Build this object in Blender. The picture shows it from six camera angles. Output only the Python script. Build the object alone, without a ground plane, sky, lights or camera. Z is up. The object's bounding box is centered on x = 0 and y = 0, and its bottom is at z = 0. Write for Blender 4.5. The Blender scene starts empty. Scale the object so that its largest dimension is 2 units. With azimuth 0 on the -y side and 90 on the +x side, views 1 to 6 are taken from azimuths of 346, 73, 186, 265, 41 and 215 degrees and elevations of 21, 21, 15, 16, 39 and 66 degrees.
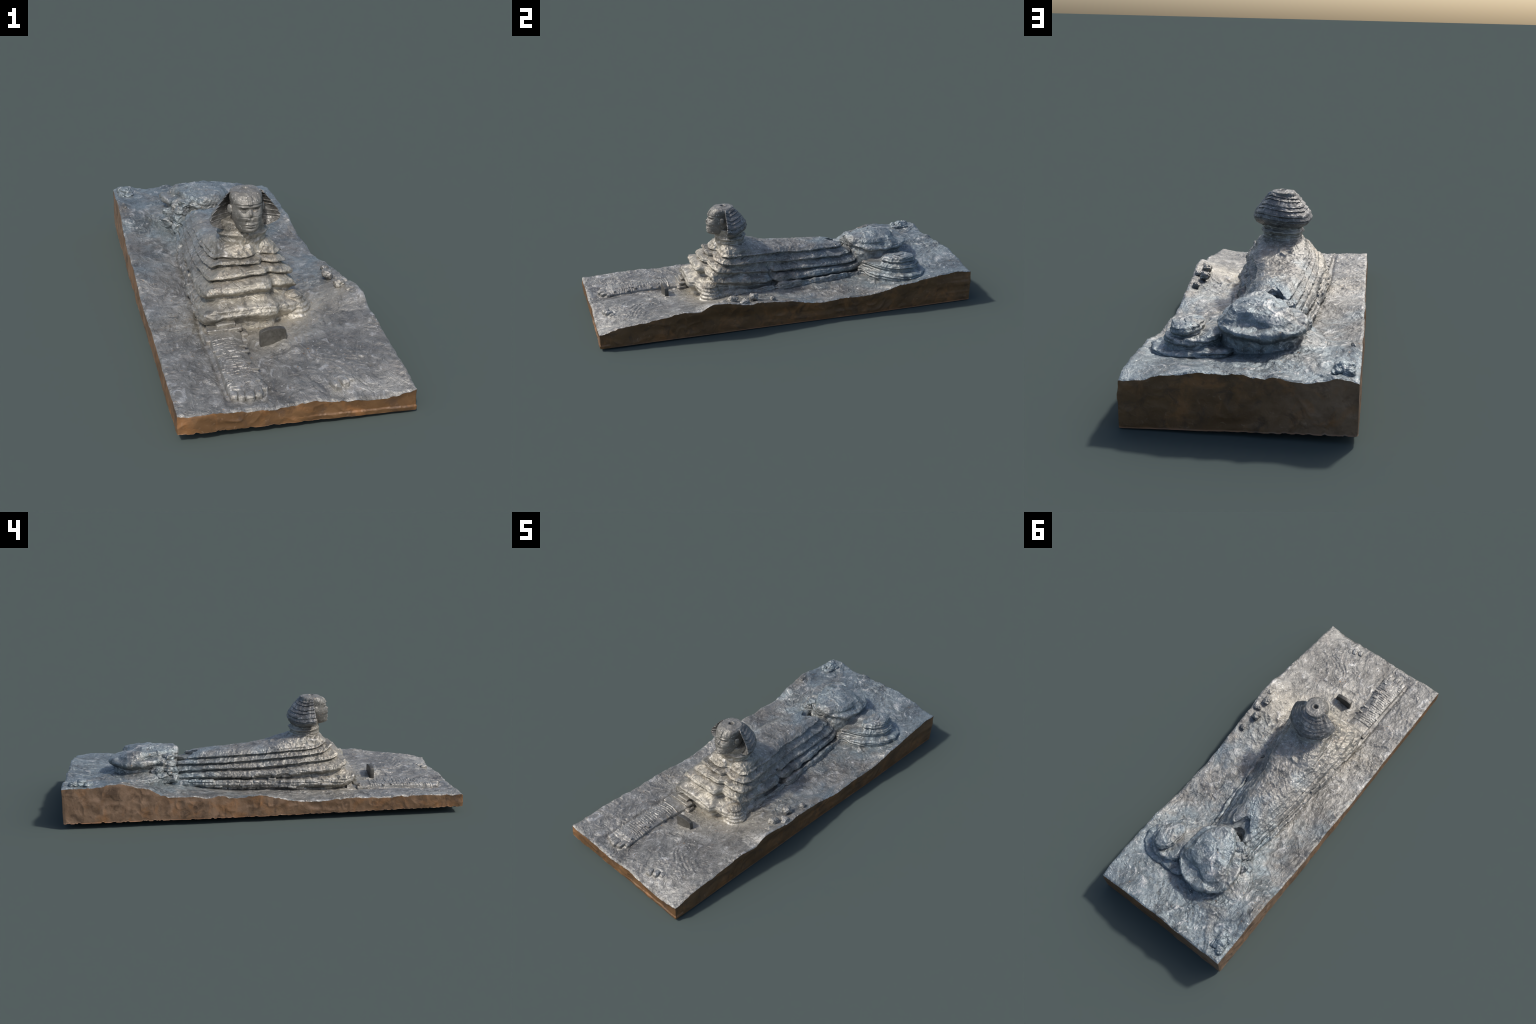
import bpy, math, random
import numpy as np

# ------------------------------------------------------------------ noise
def _hash(ix, iy, iz, seed):
    n = (ix * 374761393 + iy * 668265263 + iz * 2147483647 + seed * 1274126177) & 0xFFFFFFFF
    n = ((n ^ (n >> 13)) * 1274126177) & 0xFFFFFFFF
    n = ((n ^ (n >> 16)) * 2246822519) & 0xFFFFFFFF
    return ((n ^ (n >> 15)) & 0xFFFFFF) / float(0xFFFFFF)

def vnoise(p, scale, seed=0):
    """smooth value noise in -1..1 at points p[...,3]"""
    q = np.asarray(p, float) * scale + 100.0
    i = np.floor(q).astype(np.int64)
    f = q - i
    f = f * f * f * (f * (f * 6 - 15) + 10)
    out = 0.0
    for dx in (0, 1):
        wx = f[..., 0] if dx else 1 - f[..., 0]
        for dy in (0, 1):
            wy = f[..., 1] if dy else 1 - f[..., 1]
            for dz in (0, 1):
                wz = f[..., 2] if dz else 1 - f[..., 2]
                out = out + wx * wy * wz * _hash(i[..., 0] + dx, i[..., 1] + dy, i[..., 2] + dz, seed)
    return out * 2 - 1

def fbm(p, scale, octaves=4, seed=0, gain=0.5):
    a, s, t = 1.0, 0.0, 0.0
    for o in range(octaves):
        s = s + a * vnoise(p, scale * 2 ** o, seed + 17 * o)
        t += a
        a *= gain
    return s / t

def warp(p, scale, amount, seed=0):
    d = np.stack([vnoise(p, scale, seed + 1), vnoise(p, scale, seed + 2), vnoise(p, scale, seed + 3)], -1)
    return p + d * amount

def ridge(p, scale, seed=0):
    return 1 - 2 * np.abs(vnoise(p, scale, seed))

def sstep(a, b, x):
    t = np.clip((np.asarray(x, float) - a) / (b - a), 0, 1)
    return t * t * (3 - 2 * t)

def clay(p, amp, seed=0, stroke=34.0):
    """thumbed clay relief: warped strokes, small pits, fine crumbs"""
    w = warp(p, 14, 0.035, seed)
    a = fbm(w, stroke, 3, seed + 5)
    b = ridge(warp(p, 22, 0.03, seed + 9), 30, seed + 11)
    c = vnoise(p, 160, seed + 21)
    return amp * (0.9 * a + 0.45 * b + 0.28 * c)

# ------------------------------------------------------------------ mesh helpers
COL = bpy.context.scene.collection
ROOT = None

def add_object(name, mesh, parent, mat):
    ob = bpy.data.objects.new(name, mesh)
    COL.objects.link(ob)
    ob.parent = parent
    if mat is not None and not mesh.materials:
        mesh.materials.append(mat)
    return ob

def mesh_from(name, V, F):
    me = bpy.data.meshes.new(name)
    V = np.asarray(V, np.float32).reshape(-1, 3)
    tri_counts = np.array([len(f) for f in F], np.int32) if isinstance(F, list) else np.full(len(F), F.shape[1], np.int32)
    flat = np.concatenate([np.asarray(f, np.int32) for f in F]) if isinstance(F, list) else F.astype(np.int32).ravel()
    me.vertices.add(len(V)); me.vertices.foreach_set('co', V.ravel())
    me.loops.add(len(flat)); me.loops.foreach_set('vertex_index', flat)
    me.polygons.add(len(tri_counts))
    starts = np.concatenate([[0], np.cumsum(tri_counts)[:-1]]).astype(np.int32)
    me.polygons.foreach_set('loop_start', starts)
    me.polygons.foreach_set('loop_total', tri_counts)
    me.update(calc_edges=True)
    me.polygons.foreach_set('use_smooth', np.ones(len(tri_counts), bool))
    me.validate()
    return me

def grid_faces(nr, nc, closed, off=0):
    r = np.arange(nr - 1)[:, None]
    c = np.arange(nc if closed else nc - 1)[None, :]
    c2 = (c + 1) % nc
    a = r * nc + c; b = r * nc + c2; d = (r + 1) * nc + c; e = (r + 1) * nc + c2
    return np.stack([a, b, e, d], -1).reshape(-1, 4) + off

def grid_normals(P, closed):
    if closed:
        du = np.roll(P, -1, 1) - np.roll(P, 1, 1)
    else:
        du = np.gradient(P, axis=1)
    dv = np.gradient(P, axis=0)
    n = np.cross(du, dv)
    l = np.linalg.norm(n, axis=-1, keepdims=True)
    return n / np.maximum(l, 1e-9)

def catmull_rows(K, sub):
    """K[n,...] key rows -> smooth rows (Catmull-Rom)"""
    n = len(K)
    out = []
    for i in range(n - 1):
        p0, p1, p2, p3 = K[max(i - 1, 0)], K[i], K[i + 1], K[min(i + 2, n - 1)]
        m1 = 0.35 * (p2 - p0); m2 = 0.35 * (p3 - p1)
        for j in range(sub):
            t = j / sub
            out.append((2 * t**3 - 3 * t**2 + 1) * p1 + (t**3 - 2 * t**2 + t) * m1
                       + (-2 * t**3 + 3 * t**2) * p2 + (t**3 - t**2) * m2)
    out.append(K[-1])
    return np.array(out)

def periodic_interp(th, tc, vc):
    """smooth periodic interpolation of control values vc at angles tc"""
    o = np.argsort(tc); tc = np.asarray(tc)[o]; vc = np.asarray(vc)[o]
    T = np.concatenate([tc - 2 * np.pi, tc, tc + 2 * np.pi]); Vv = np.concatenate([vc, vc, vc])
    m = np.gradient(Vv, T)
    k = np.clip(np.searchsorted(T, th, 'right') - 1, 0, len(T) - 2)
    h = T[k + 1] - T[k]; t = (th - T[k]) / h
    return ((2*t**3 - 3*t**2 + 1) * Vv[k] + (t**3 - 2*t**2 + t) * h * m[k]
            + (-2*t**3 + 3*t**2) * Vv[k+1] + (t**3 - t**2) * h * m[k+1])

def radial_stack(center, levels, top, n=360, sub=8, cap_rows=28, cap_pow=2.0, disp=None, shift=None):
    """loft star-shaped outlines (lists of x,y,z) from bottom to top, dome over to 'top'."""
    th = np.linspace(-np.pi, np.pi, n, endpoint=False)
    K = []
    for L in levels:
        L = np.asarray(L, float)
        d = L[:, :2] - np.asarray(center)[:2]
        tc = np.arctan2(d[:, 1], d[:, 0]); r = np.hypot(d[:, 0], d[:, 1])
        R = periodic_interp(th, tc, r); Zc = periodic_interp(th, tc, L[:, 2])
        K.append(np.stack([center[0] + R * np.cos(th), center[1] + R * np.sin(th), Zc], -1))
    rows = catmull_rows(np.array(K), sub)
    last = rows[-1]; cap = []
    for i in range(1, cap_rows + 1):
        s = 1 - i / cap_rows
        s = max(s, 0.004)
        w = s ** cap_pow
        q = np.empty_like(last)
        q[:, 0] = top[0] + (last[:, 0] - top[0]) * s
        q[:, 1] = top[1] + (last[:, 1] - top[1]) * s
        q[:, 2] = top[2] + (last[:, 2] - top[2]) * w
        cap.append(q)
    P = np.concatenate([rows, np.array(cap)], 0)
    if disp is not None:
        N = grid_normals(P, True)
        D = disp(P, N)
        if D.ndim == 2:
            fade = np.ones(len(P)); fade[-3:] = 0.3
            P = P + N * (D * fade[:, None])[..., None]
        else:
            P = P + D
    F = grid_faces(len(P), n, True)
    return P, F

def build(name, P, F, parent, mat):
    return add_object(name, mesh_from(name, P, F), parent, mat)

# ------------------------------------------------------------------ materials
def new_mat(name):
    m = bpy.data.materials.new(name); m.use_nodes = True
    nt = m.node_tree; nt.nodes.clear()
    out = nt.nodes.new('ShaderNodeOutputMaterial')
    bs = nt.nodes.new('ShaderNodeBsdfPrincipled')
    nt.links.new(bs.outputs[0], out.inputs[0])
    return m, nt, bs

class NB:
    def __init__(self, nt, world=False):
        self.nt = nt
        self.co = nt.nodes.new('ShaderNodeNewGeometry').outputs['Position'] if world else nt.nodes.new('ShaderNodeTexCoord').outputs['Object']
    def noise(self, scale, detail=4, rough=0.55, dist=0.0, co=None):
        n = self.nt.nodes.new('ShaderNodeTexNoise')
        n.inputs['Scale'].default_value = scale; n.inputs['Detail'].default_value = detail
        n.inputs['Roughness'].default_value = rough; n.inputs['Distortion'].default_value = dist
        self.nt.links.new(co or self.co, n.inputs['Vector'])
        return n.outputs['Fac']
    def mapped(self, scale=(1, 1, 1), loc=(0, 0, 0)):
        m = self.nt.nodes.new('ShaderNodeMapping')
        m.inputs['Scale'].default_value = scale; m.inputs['Location'].default_value = loc
        self.nt.links.new(self.co, m.inputs['Vector'])
        return m.outputs[0]
    def voronoi(self, scale, feature='DISTANCE_TO_EDGE', co=None):
        n = self.nt.nodes.new('ShaderNodeTexVoronoi'); n.feature = feature
        n.inputs['Scale'].default_value = scale
        self.nt.links.new(co or self.co, n.inputs['Vector'])
        return n.outputs['Distance']
    def ramp(self, fac, stops):
        r = self.nt.nodes.new('ShaderNodeValToRGB')
        while len(r.color_ramp.elements) < len(stops):
            r.color_ramp.elements.new(0.5)
        for e, (p, c) in zip(r.color_ramp.elements, stops):
            e.position = p
            e.color = (c, c, c, 1) if isinstance(c, (int, float)) else (*c, 1)
        self.nt.links.new(fac, r.inputs[0])
        return r.outputs[0]
    def mix(self, fac, a, b, mode='MIX'):
        m = self.nt.nodes.new('ShaderNodeMix'); m.data_type = 'RGBA'; m.blend_type = mode
        for sock, v in ((m.inputs[0], fac), (m.inputs[6], a), (m.inputs[7], b)):
            if isinstance(v, (int, float)):
                sock.default_value = v
            elif isinstance(v, tuple):
                sock.default_value = (*v, 1)
            else:
                self.nt.links.new(v, sock)
        return m.outputs[2]
    def math(self, op, a, b=0.0, clamp=False):
        m = self.nt.nodes.new('ShaderNodeMath'); m.operation = op; m.use_clamp = clamp
        for i, v in enumerate((a, b)):
            if isinstance(v, (int, float)): m.inputs[i].default_value = v
            else: self.nt.links.new(v, m.inputs[i])
        return m.outputs[0]
    def xyz(self):
        s = self.nt.nodes.new('ShaderNodeSeparateXYZ'); self.nt.links.new(self.co, s.inputs[0])
        return s.outputs
    def bump(self, h, strength, dist):
        b = self.nt.nodes.new('ShaderNodeBump')
        b.inputs['Strength'].default_value = strength; b.inputs['Distance'].default_value = dist
        self.nt.links.new(h, b.inputs['Height'])
        return b.outputs[0]

def patina_material(name, cool=(0.205, 0.244, 0.260), warm=(0.41, 0.38, 0.315), mid=(0.272, 0.265, 0.244), dark=(0.085, 0.086, 0.084), relief=0.85, grain=0.72, metal=0.5, gloss=0.0, world=False):
    m, nt, bs = new_mat(name); b = NB(nt, world)
    X, Y, Z = b.xyz()
    # rear of the block is bluer, the chest and the quarry floor round it warmer
    along = b.math('ADD', b.math('MULTIPLY', Y, 0.55), b.math('MULTIPLY', b.math('SUBTRACT', b.noise(5, 4, 0.6, 0.6), 0.5), 1.9))
    coolness = b.ramp(along, [(0.0, 0.0), (0.42, 1.0)])
    near = b.math('ABSOLUTE', b.math('ADD', Y, 0.38))
    chest = b.ramp(b.math('ADD', b.math('MULTIPLY', near, 2.2), b.math('MULTIPLY', b.math('ABSOLUTE', X), 1.6)), [(0.15, 1.0), (0.80, 0.0)])
    col = b.mix(chest, b.mix(coolness, mid, cool), warm)
    # tarnish clouds
    cloud = b.ramp(b.noise(6, 6, 0.58, 1.0), [(0.34, 0.50), (0.50, 0.88), (0.66, 1.12)])
    col = b.mix(1.0, col, cloud, 'MULTIPLY')
    rosy = b.ramp(b.noise(11, 4, 0.6, 0.8), [(0.52, 0.0), (0.70, 0.4)])
    col = b.mix(rosy, col, b.mix(1.0, col, (1.06, 0.97, 0.93), 'MULTIPLY'))
    # swirling strokes, long along the block
    sw = b.noise(19, 7, 0.62, 2.0, co=b.mapped((1.0, 0.62, 1.3)))
    col = b.mix(b.ramp(sw, [(0.34, 0.85 * grain), (0.47, 0.0)]), col, dark)
    col = b.mix(b.ramp(sw, [(0.55, 0.0), (0.68, 0.75 * grain)]), col, (0.62, 0.61, 0.59))
    fine = b.noise(105, 4, 0.62, 1.2)
    col = b.mix(b.ramp(fine, [(0.61, 0.0), (0.70, 0.75)]), col, (0.72, 0.70, 0.66))  # pale specks: glints of bright metal painted into the colour
    col = b.mix(b.ramp(fine, [(0.30, 0.75), (0.39, 0.0)]), col, (0.06, 0.06, 0.058))
    # hair cracks and tool lines curling through the clay skin
    line = b.math('ABSOLUTE', b.math('SUBTRACT', b.noise(13, 4, 0.55, 2.2), 0.5))
    gate = b.ramp(b.noise(10, 3, 0.5), [(0.50, 0.0), (0.60, 1.0)])
    crack = b.math('MULTIPLY', b.ramp(line, [(0.003, 1.0), (0.009, 0.0)]), gate)
    col = b.mix(b.math('MULTIPLY', crack, 0.85), col, (0.045, 0.043, 0.040))
    # copper flecks where the coat is rubbed through
    fleck = b.ramp(b.noise(95, 2, 0.5), [(0.71, 0.0), (0.76, 0.8)])
    col = b.mix(fleck, col, (0.33, 0.19, 0.09))
    nt.links.new(col, bs.inputs['Base Color'])
    bs.inputs['Metallic'].default_value = metal
    r = b.ramp(b.noise(60, 3, 0.5), [(0.3, 0.33 + gloss), (0.7, 0.52 + gloss)])
    nt.links.new(r, bs.inputs['Roughness'])
    h = b.math('SUBTRACT', b.math('ADD', b.math('MULTIPLY', sw, 1.0), b.math('MULTIPLY', fine, 0.22)), b.math('MULTIPLY', crack, 0.12 * grain))
    nt.links.new(b.bump(h, relief, 0.010), bs.inputs['Normal'])
    return m

def stele_material():
    m, nt, bs = new_mat('dark_bronze'); b = NB(nt)
    n = b.noise(60, 4, 0.6)
    col = b.mix(b.ramp(n, [(0.35, 0.0), (0.7, 1.0)]), (0.045, 0.042, 0.036), (0.095, 0.092, 0.082))
    nt.links.new(col, bs.inputs['Base Color'])
    bs.inputs['Metallic'].default_value = 0.2; bs.inputs['Roughness'].default_value = 0.45
    nt.links.new(b.bump(n, 0.3, 0.003), bs.inputs['Normal'])
    return m

def copper_material():
    m, nt, bs = new_mat('raw_brown_copper'); b = NB(nt)
    X, Y, Z = b.xyz()
    n1 = b.noise(7, 4, 0.55, 0.5)
    col = b.mix(b.ramp(n1, [(0.3, 0.0), (0.7, 1.0)]), (0.100, 0.052, 0.021), (0.170, 0.092, 0.040))
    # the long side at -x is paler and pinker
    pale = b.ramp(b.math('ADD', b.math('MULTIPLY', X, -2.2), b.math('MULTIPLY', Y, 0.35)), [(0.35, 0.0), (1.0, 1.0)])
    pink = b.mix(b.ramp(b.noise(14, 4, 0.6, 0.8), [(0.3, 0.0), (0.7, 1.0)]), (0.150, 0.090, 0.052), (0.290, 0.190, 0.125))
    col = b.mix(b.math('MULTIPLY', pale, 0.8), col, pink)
    rust = b.ramp(b.noise(9, 5, 0.65, 0.7), [(0.50, 0.0), (0.66, 0.7)])
    col = b.mix(rust, col, (0.27, 0.125, 0.045))
    blot = b.ramp(b.noise(17, 5, 0.65, 0.6), [(0.33, 0.8), (0.48, 0.0)])
    col = b.mix(blot, col, (0.075, 0.045, 0.027))
    streak = b.ramp(b.noise(60, 4, 0.6, 1.0), [(0.62, 0.0), (0.76, 0.5)])
    col = b.mix(streak, col, (0.33, 0.22, 0.14))
    # bright raw rim along the foot of the slab
    foot = b.math('ADD', b.math('SUBTRACT', Z, b.math('MULTIPLY', X, -0.030)), b.math('MULTIPLY', b.math('SUBTRACT', b.noise(25, 3, 0.6), 0.5), 0.016))
    col = b.mix(b.ramp(foot, [(0.014, 0.6), (0.020, 0.0)]), col, (0.25, 0.105, 0.040))
    nt.links.new(col, bs.inputs['Base Color'])
    bs.inputs['Metallic'].default_value = 0.1; bs.inputs['Roughness'].default_value = 0.5
    h = b.math('ADD', b.noise(30, 5, 0.6, 0.8), b.math('MULTIPLY', b.noise(110, 3, 0.5), 0.3))
    nt.links.new(b.bump(h, 0.35, 0.006), bs.inputs['Normal'])
    return m

PATINA = patina_material('grey_patina')
ROCK = patina_material('rock_patina', relief=0.65, grain=0.66, gloss=0.02)
FACE = patina_material('dark_patina', cool=(0.21, 0.225, 0.235), warm=(0.235, 0.228, 0.205), mid=(0.22, 0.22, 0.215), relief=0.18, grain=0.30, metal=0.3, gloss=0.08)
BRICK = patina_material('brick_patina', world=True, relief=0.5, grain=0.5)
CREST = patina_material('headdress_patina', cool=(0.22, 0.235, 0.245), warm=(0.20, 0.195, 0.18), mid=(0.20, 0.20, 0.20), relief=0.6)
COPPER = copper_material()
STELE = stele_material()

ROOT = bpy.data.objects.new('sphinx_sculpture', None)
COL.objects.link(ROOT)
ROOT['label'] = 'weathered grey bronze sphinx lying on a brown rectangular slab'
ROOT['category'] = 'sculpture'

# ------------------------------------------------------------------ ground
LEFT_EDGE = [(-.992,.097),(-.78,.103),(-.62,.102),(-.46,.103),(-.36,.102),(-.29,.096),(-.19,.097),(-.086,.111),(-.007,.131),(.08,.136),(.16,.127),(.23,.143),(.29,.134),(.35,.141),(.44,.145),(.52,.157),(.566,.187),(.61,.195),(.70,.221),(.82,.214),(.88,.203),(.92,.209),(.985,.207)]
RIGHT_EDGE = [(-.99,.083),(-.874,.109),(-.743,.125),(-.657,.133),(-.58,.147),(-.50,.148),(-.46,.168),(-.40,.177),(-.33,.168),(-.27,.154),(-.17,.148),(-.08,.138),(.005,.131),(.08,.112),(.15,.105),(.22,.110),(.33,.109),(.45,.120),(.56,.143),(.65,.154),(.78,.168),(.89,.175),(.985,.169)]
FRONT_EDGE = [(-.387,.096),(-.305,.091),(-.22,.086),(-.13,.081),(-.07,.081),(0,.089),(.03,.089),(.11,.074),(.20,.070),(.28,.066),(.33,.074),(.36,.084)]
BACK_EDGE = [(-.377,.206),(-.336,.217),(-.29,.211),(-.23,.195),(-.17,.200),(-.13,.212),(-.08,.200),(-.02,.207),(.06,.204),(.12,.208),(.20,.196),(.26,.184),(.32,.168),(.375,.167)]
INNER = [(-.30,-.80,.097),(-.29,-.62,.098),(-.28,-.45,.098),(-.27,-.28,.097),(-.27,-.10,.100),(-.27,.08,.104),(-.25,.22,.113),(-.26,.36,.122),(-.27,.48,.140),(-.31,.60,.186),(-.30,.74,.200),(-.26,.87,.200),
 (-.18,-.962,.078),(-.24,-.86,.082),(-.02,-.90,.090),(.10,-.86,.104),(.17,-.85,.108),(.22,-.93,.086),(-.05,-.76,.090),(.08,-.76,.104),(-.02,-.64,.093),(.06,-.62,.108),(.24,-.77,.111),(.20,-.62,.115),
 (.06,-.50,.098),(.0,-.48,.090),(.20,-.44,.112),(.28,-.32,.140),(.25,-.18,.124),(.22,-.04,.112),(.24,.12,.108),(.24,.28,.106),(.20,.40,.108),(.29,.46,.118),(.35,.60,.142),(.345,.76,.163),
 (.26,.86,.174),(.12,.88,.184),(-.04,.87,.186),(-.16,.84,.194),(-.14,.795,.199),(-.21,.77,.203),(-.15,-.6,.085),(-.15,-.8,.085),(0,.0,.11),(0,.3,.12),(-.03,.6,.17),(.15,.62,.14)]

right_x = lambda y: np.interp(y, [-.99,-.80,-.65,-.50,-.34,-.22,-.10,.05,.17,.30,.50,.70,.99], [.360,.363,.373,.384,.390,.384,.378,.376,.374,.380,.385,.383,.373])
CP = ([(-.385, y, z) for y, z in LEFT_EDGE] + [(float(right_x(y)), y, z) for y, z in RIGHT_EDGE]
      + [(x, -.99, z) for x, z in FRONT_EDGE[1:-1]] + [(x, .987, z) for x, z in BACK_EDGE[1:-1]] + INNER)
CP = np.array(CP)

def tps_fit(C):
    d = np.linalg.norm(C[:, None, :2] - C[None, :, :2], axis=-1)
    K = np.where(d > 0, d * d * np.log(np.maximum(d, 1e-9)), 0) + np.eye(len(C)) * 1e-4
    Pm = np.c_[np.ones(len(C)), C[:, :2]]
    A = np.block([[K, Pm], [Pm.T, np.zeros((3, 3))]])
    return np.linalg.solve(A, np.r_[C[:, 2], 0, 0, 0])
TPS = tps_fit(CP)

def ground_base(x, y):
    sh = np.shape(x); x = np.ravel(x); y = np.ravel(y)
    out = np.empty(len(x))
    for s in range(0, len(x), 40000):
        xs, ys = x[s:s+40000], y[s:s+40000]
        d2 = (xs[:, None] - CP[None, :, 0])**2 + (ys[:, None] - CP[None, :, 1])**2
        out[s:s+40000] = (0.5 * d2 * np.log(np.maximum(d2, 1e-12))) @ TPS[:-3] + TPS[-3] + TPS[-2] * xs + TPS[-1] * ys
    return out.reshape(sh)

def make_ground():
    nx, ny = 330, 850
    u = np.linspace(0, 1, nx)[None, :]; v = np.linspace(0, 1, ny)[:, None]
    U = np.repeat(u, ny, 0); Vv = np.repeat(v, nx, 1)
    y0 = -.9950 + 1.9865 * Vv
    def edge_noise(s, seed, a=0.004):
        p = np.stack([s, s * 0, s * 0], -1)
        return a * fbm(p, 9, 4, seed)
    xl = -.388 + edge_noise(y0, 3, 0.004) + 0.004 * sstep(.2, .9, y0)
    xr = right_x(y0) + edge_noise(y0, 4, 0.005)
    x = xl + (xr - xl) * U
    y = y0 + (1 - Vv) * edge_noise(x, 5, 0.005) + Vv * edge_noise(x, 6, 0.005)
    z = ground_base(x, y)
    p = np.stack([x, y, z * 0], -1)
    # relief
    edge = np.minimum(np.minimum(x - xl, xr - x), np.minimum(y + .9950, .9915 - y))
    calm = 0.35 + 0.65 * sstep(-.35, .45, fbm(p, 5, 3, 78))
    z = z + calm * clay(p, 0.0034, 40, 24) + 0.0045 * fbm(warp(p, 6, .06, 70), 9, 3, 77)
    sw = warp(warp(p, 7, .08, 71), 16, .03, 72)
    z = z + 0.0030 * calm * vnoise(sw * np.array([1, .45, 1]), 42, 73)
    # concentric sweep marks round the haunch
    rr = np.hypot((x + .02) * 1.0, (y - .63) * 1.0)
    z = z + 0.0008 * np.sin(rr * 150 + 2.5 * fbm(p, 9, 3, 12)) * np.exp(-((rr - .29) / .05)**2)
    # trench line along the leg and the left flank
    z = z - 0.006 * np.exp(-((x + .222 - .02 * sstep(-.5, -.2, y)) / .008)**2) * sstep(-.95, -.88, y) * (1 - sstep(-.35, -.25, y))
    # rounded lip
    lip = np.clip(1 - edge / 0.012, 0, 1)
    lipn = 0.6 + 0.6 * fbm(p, 30, 3, 90)
    z = z - 0.008 * lip**2.0 * lipn
    # crumbs at the rim
    z = z + 0.006 * np.clip(1 - edge / 0.03, 0, 1) * np.clip(fbm(p, 34, 3, 91), 0, 1)
    P = np.stack([x, y, z], -1)
    F = grid_faces(ny, nx, False)
    g = build('ground', P, F, ROOT, PATINA)
    # walls
    ring = np.concatenate([P[0, :], P[1:, -1], P[-1, ::-1][1:], P[::-1, 0][1:-1]], 0)
    n = len(ring)
    per = ring.copy()
    rows = []
    nr = 30
    outward = np.zeros((n, 3))
    outward[:nx] = (0, -1, 0); outward[nx:nx+ny-1] = (1, 0, 0)
    outward[nx+ny-1:2*nx+ny-2] = (0, 1, 0); outward[2*nx+ny-2:] = (-1, 0, 0)
    k = 9
    ker = np.ones(k) / k
    outward = np.stack([np.convolve(np.r_[outward[-k:, i], outward[:, i], outward[:k, i]], ker, 'same')[k:-k] for i in range(3)], -1)
    rag = ring.copy(); rag[:, 2] = 0
    zb = 0.0135 - 0.034 * ring[:, 0] * 1.0 + 0.0060 * sstep(.2, -.9, ring[:, 1])
    zb = np.clip(zb, 0.0012, .05) + 0.008 * np.clip(fbm(rag, 60, 3, 61), -.1, 1) * sstep(.3, -.3, ring[:, 0])
    for i in range(nr + 1):
        t = i / nr
        q = per.copy()
        q[:, 2] = ring[:, 2] * (1 - t) + zb * t
        m = np.sin(math.pi * min(t * 1.0, 1)) ** 0.5
        amp = 0.0035 * fbm(q, 12, 4, 63) + 0.0022 * ridge(warp(q, 12, .03, 5), 22, 64)
        inset = (0.003 * np.clip(-outward[:, 0], 0, 1)) * t
        frontlip = np.where(ring[:, 1] < -.95, 1, 0) * sstep(-.05, .15, ring[:, 0]) * (0.007 * (q[:, 2] < zb + .016) - .003)
        backstep = np.clip(outward[:, 0], 0, 1) * sstep(.7, .95, ring[:, 1]) * 0.006 * fbm(q * np.array([0, 0, 1.0]), 40, 2, 8)
        q[:, 0] -= np.clip(outward[:, 0], 0, 1) * np.maximum(ring[:, 0] - (.363 + .010 * sstep(-.1, .5, ring[:, 1])), 0) * sstep(0, .55, t)
        q = q + outward * ((amp + frontlip + backstep) * m + inset)[:, None] if i else q
        rows.append(q)
    W = np.array(rows)
    Fw = grid_faces(nr + 1, n, True)[:, ::-1]
    nv = W.shape[0] * n
    Wv = np.concatenate([W.reshape(-1, 3), [[0, 0, W[-1][:, 2].mean()]]], 0)
    base = nr * n
    idx = np.arange(n)
    bottom = np.stack([base + idx, base + (idx + 1) % n, np.full(n, nv), np.full(n, nv)], -1)
    faces = [list(f) for f in Fw] + [[a, bb, c] for a, bb, c, _ in bottom[:, :]]
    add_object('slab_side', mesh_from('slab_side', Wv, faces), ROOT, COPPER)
make_ground()

# ------------------------------------------------------------------ torso: a rock-cut block of five beds
YK = [-.34, -.10, .05, .36]
# per bed: lip offset and lip height at the stations YK
LEFT_X = [[-.218,-.209,-.196,-.166],[-.202,-.195,-.183,-.156],[-.178,-.179,-.169,-.145],[-.161,-.164,-.154,-.131],[-.143,-.150,-.141,-.116]]
LEFT_Z = [[.145,.146,.148,.156],[.208,.196,.190,.186],[.250,.232,.224,.214],[.283,.264,.254,.242],[.305,.292,.283,.268]]
RIGHT_X = [[.170,.166,.156,.124],[.162,.149,.126,.102],[.151,.132,.102,.084],[.143,.116,.082,.062],[.130,.098,.058,.036]]
RIGHT_Z = [[.130,.135,.135,.132],[.202,.172,.164,.158],[.246,.214,.198,.188],[.280,.264,.240,.226],[.312,.303,.281,.262]]
FRONT_Y = [-.486, -.442, -.409, -.379, -.350]
FRONT_Z = [.174, .240, .278, .306, .329]
REAR_Y = [.480, .475, .466, .440, .392]
REAR_Z = [.14, .17, .20, .236, .264]
SPINE_Y = [-.42,-.35,-.30,-.24,-.17,-.14,-.087,-.048,.064,.204,.30,.345,.38]
SPINE_Z = [.332,.344,.358,.362,.350,.341,.324,.311,.299,.290,.286,.280,.262]

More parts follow.
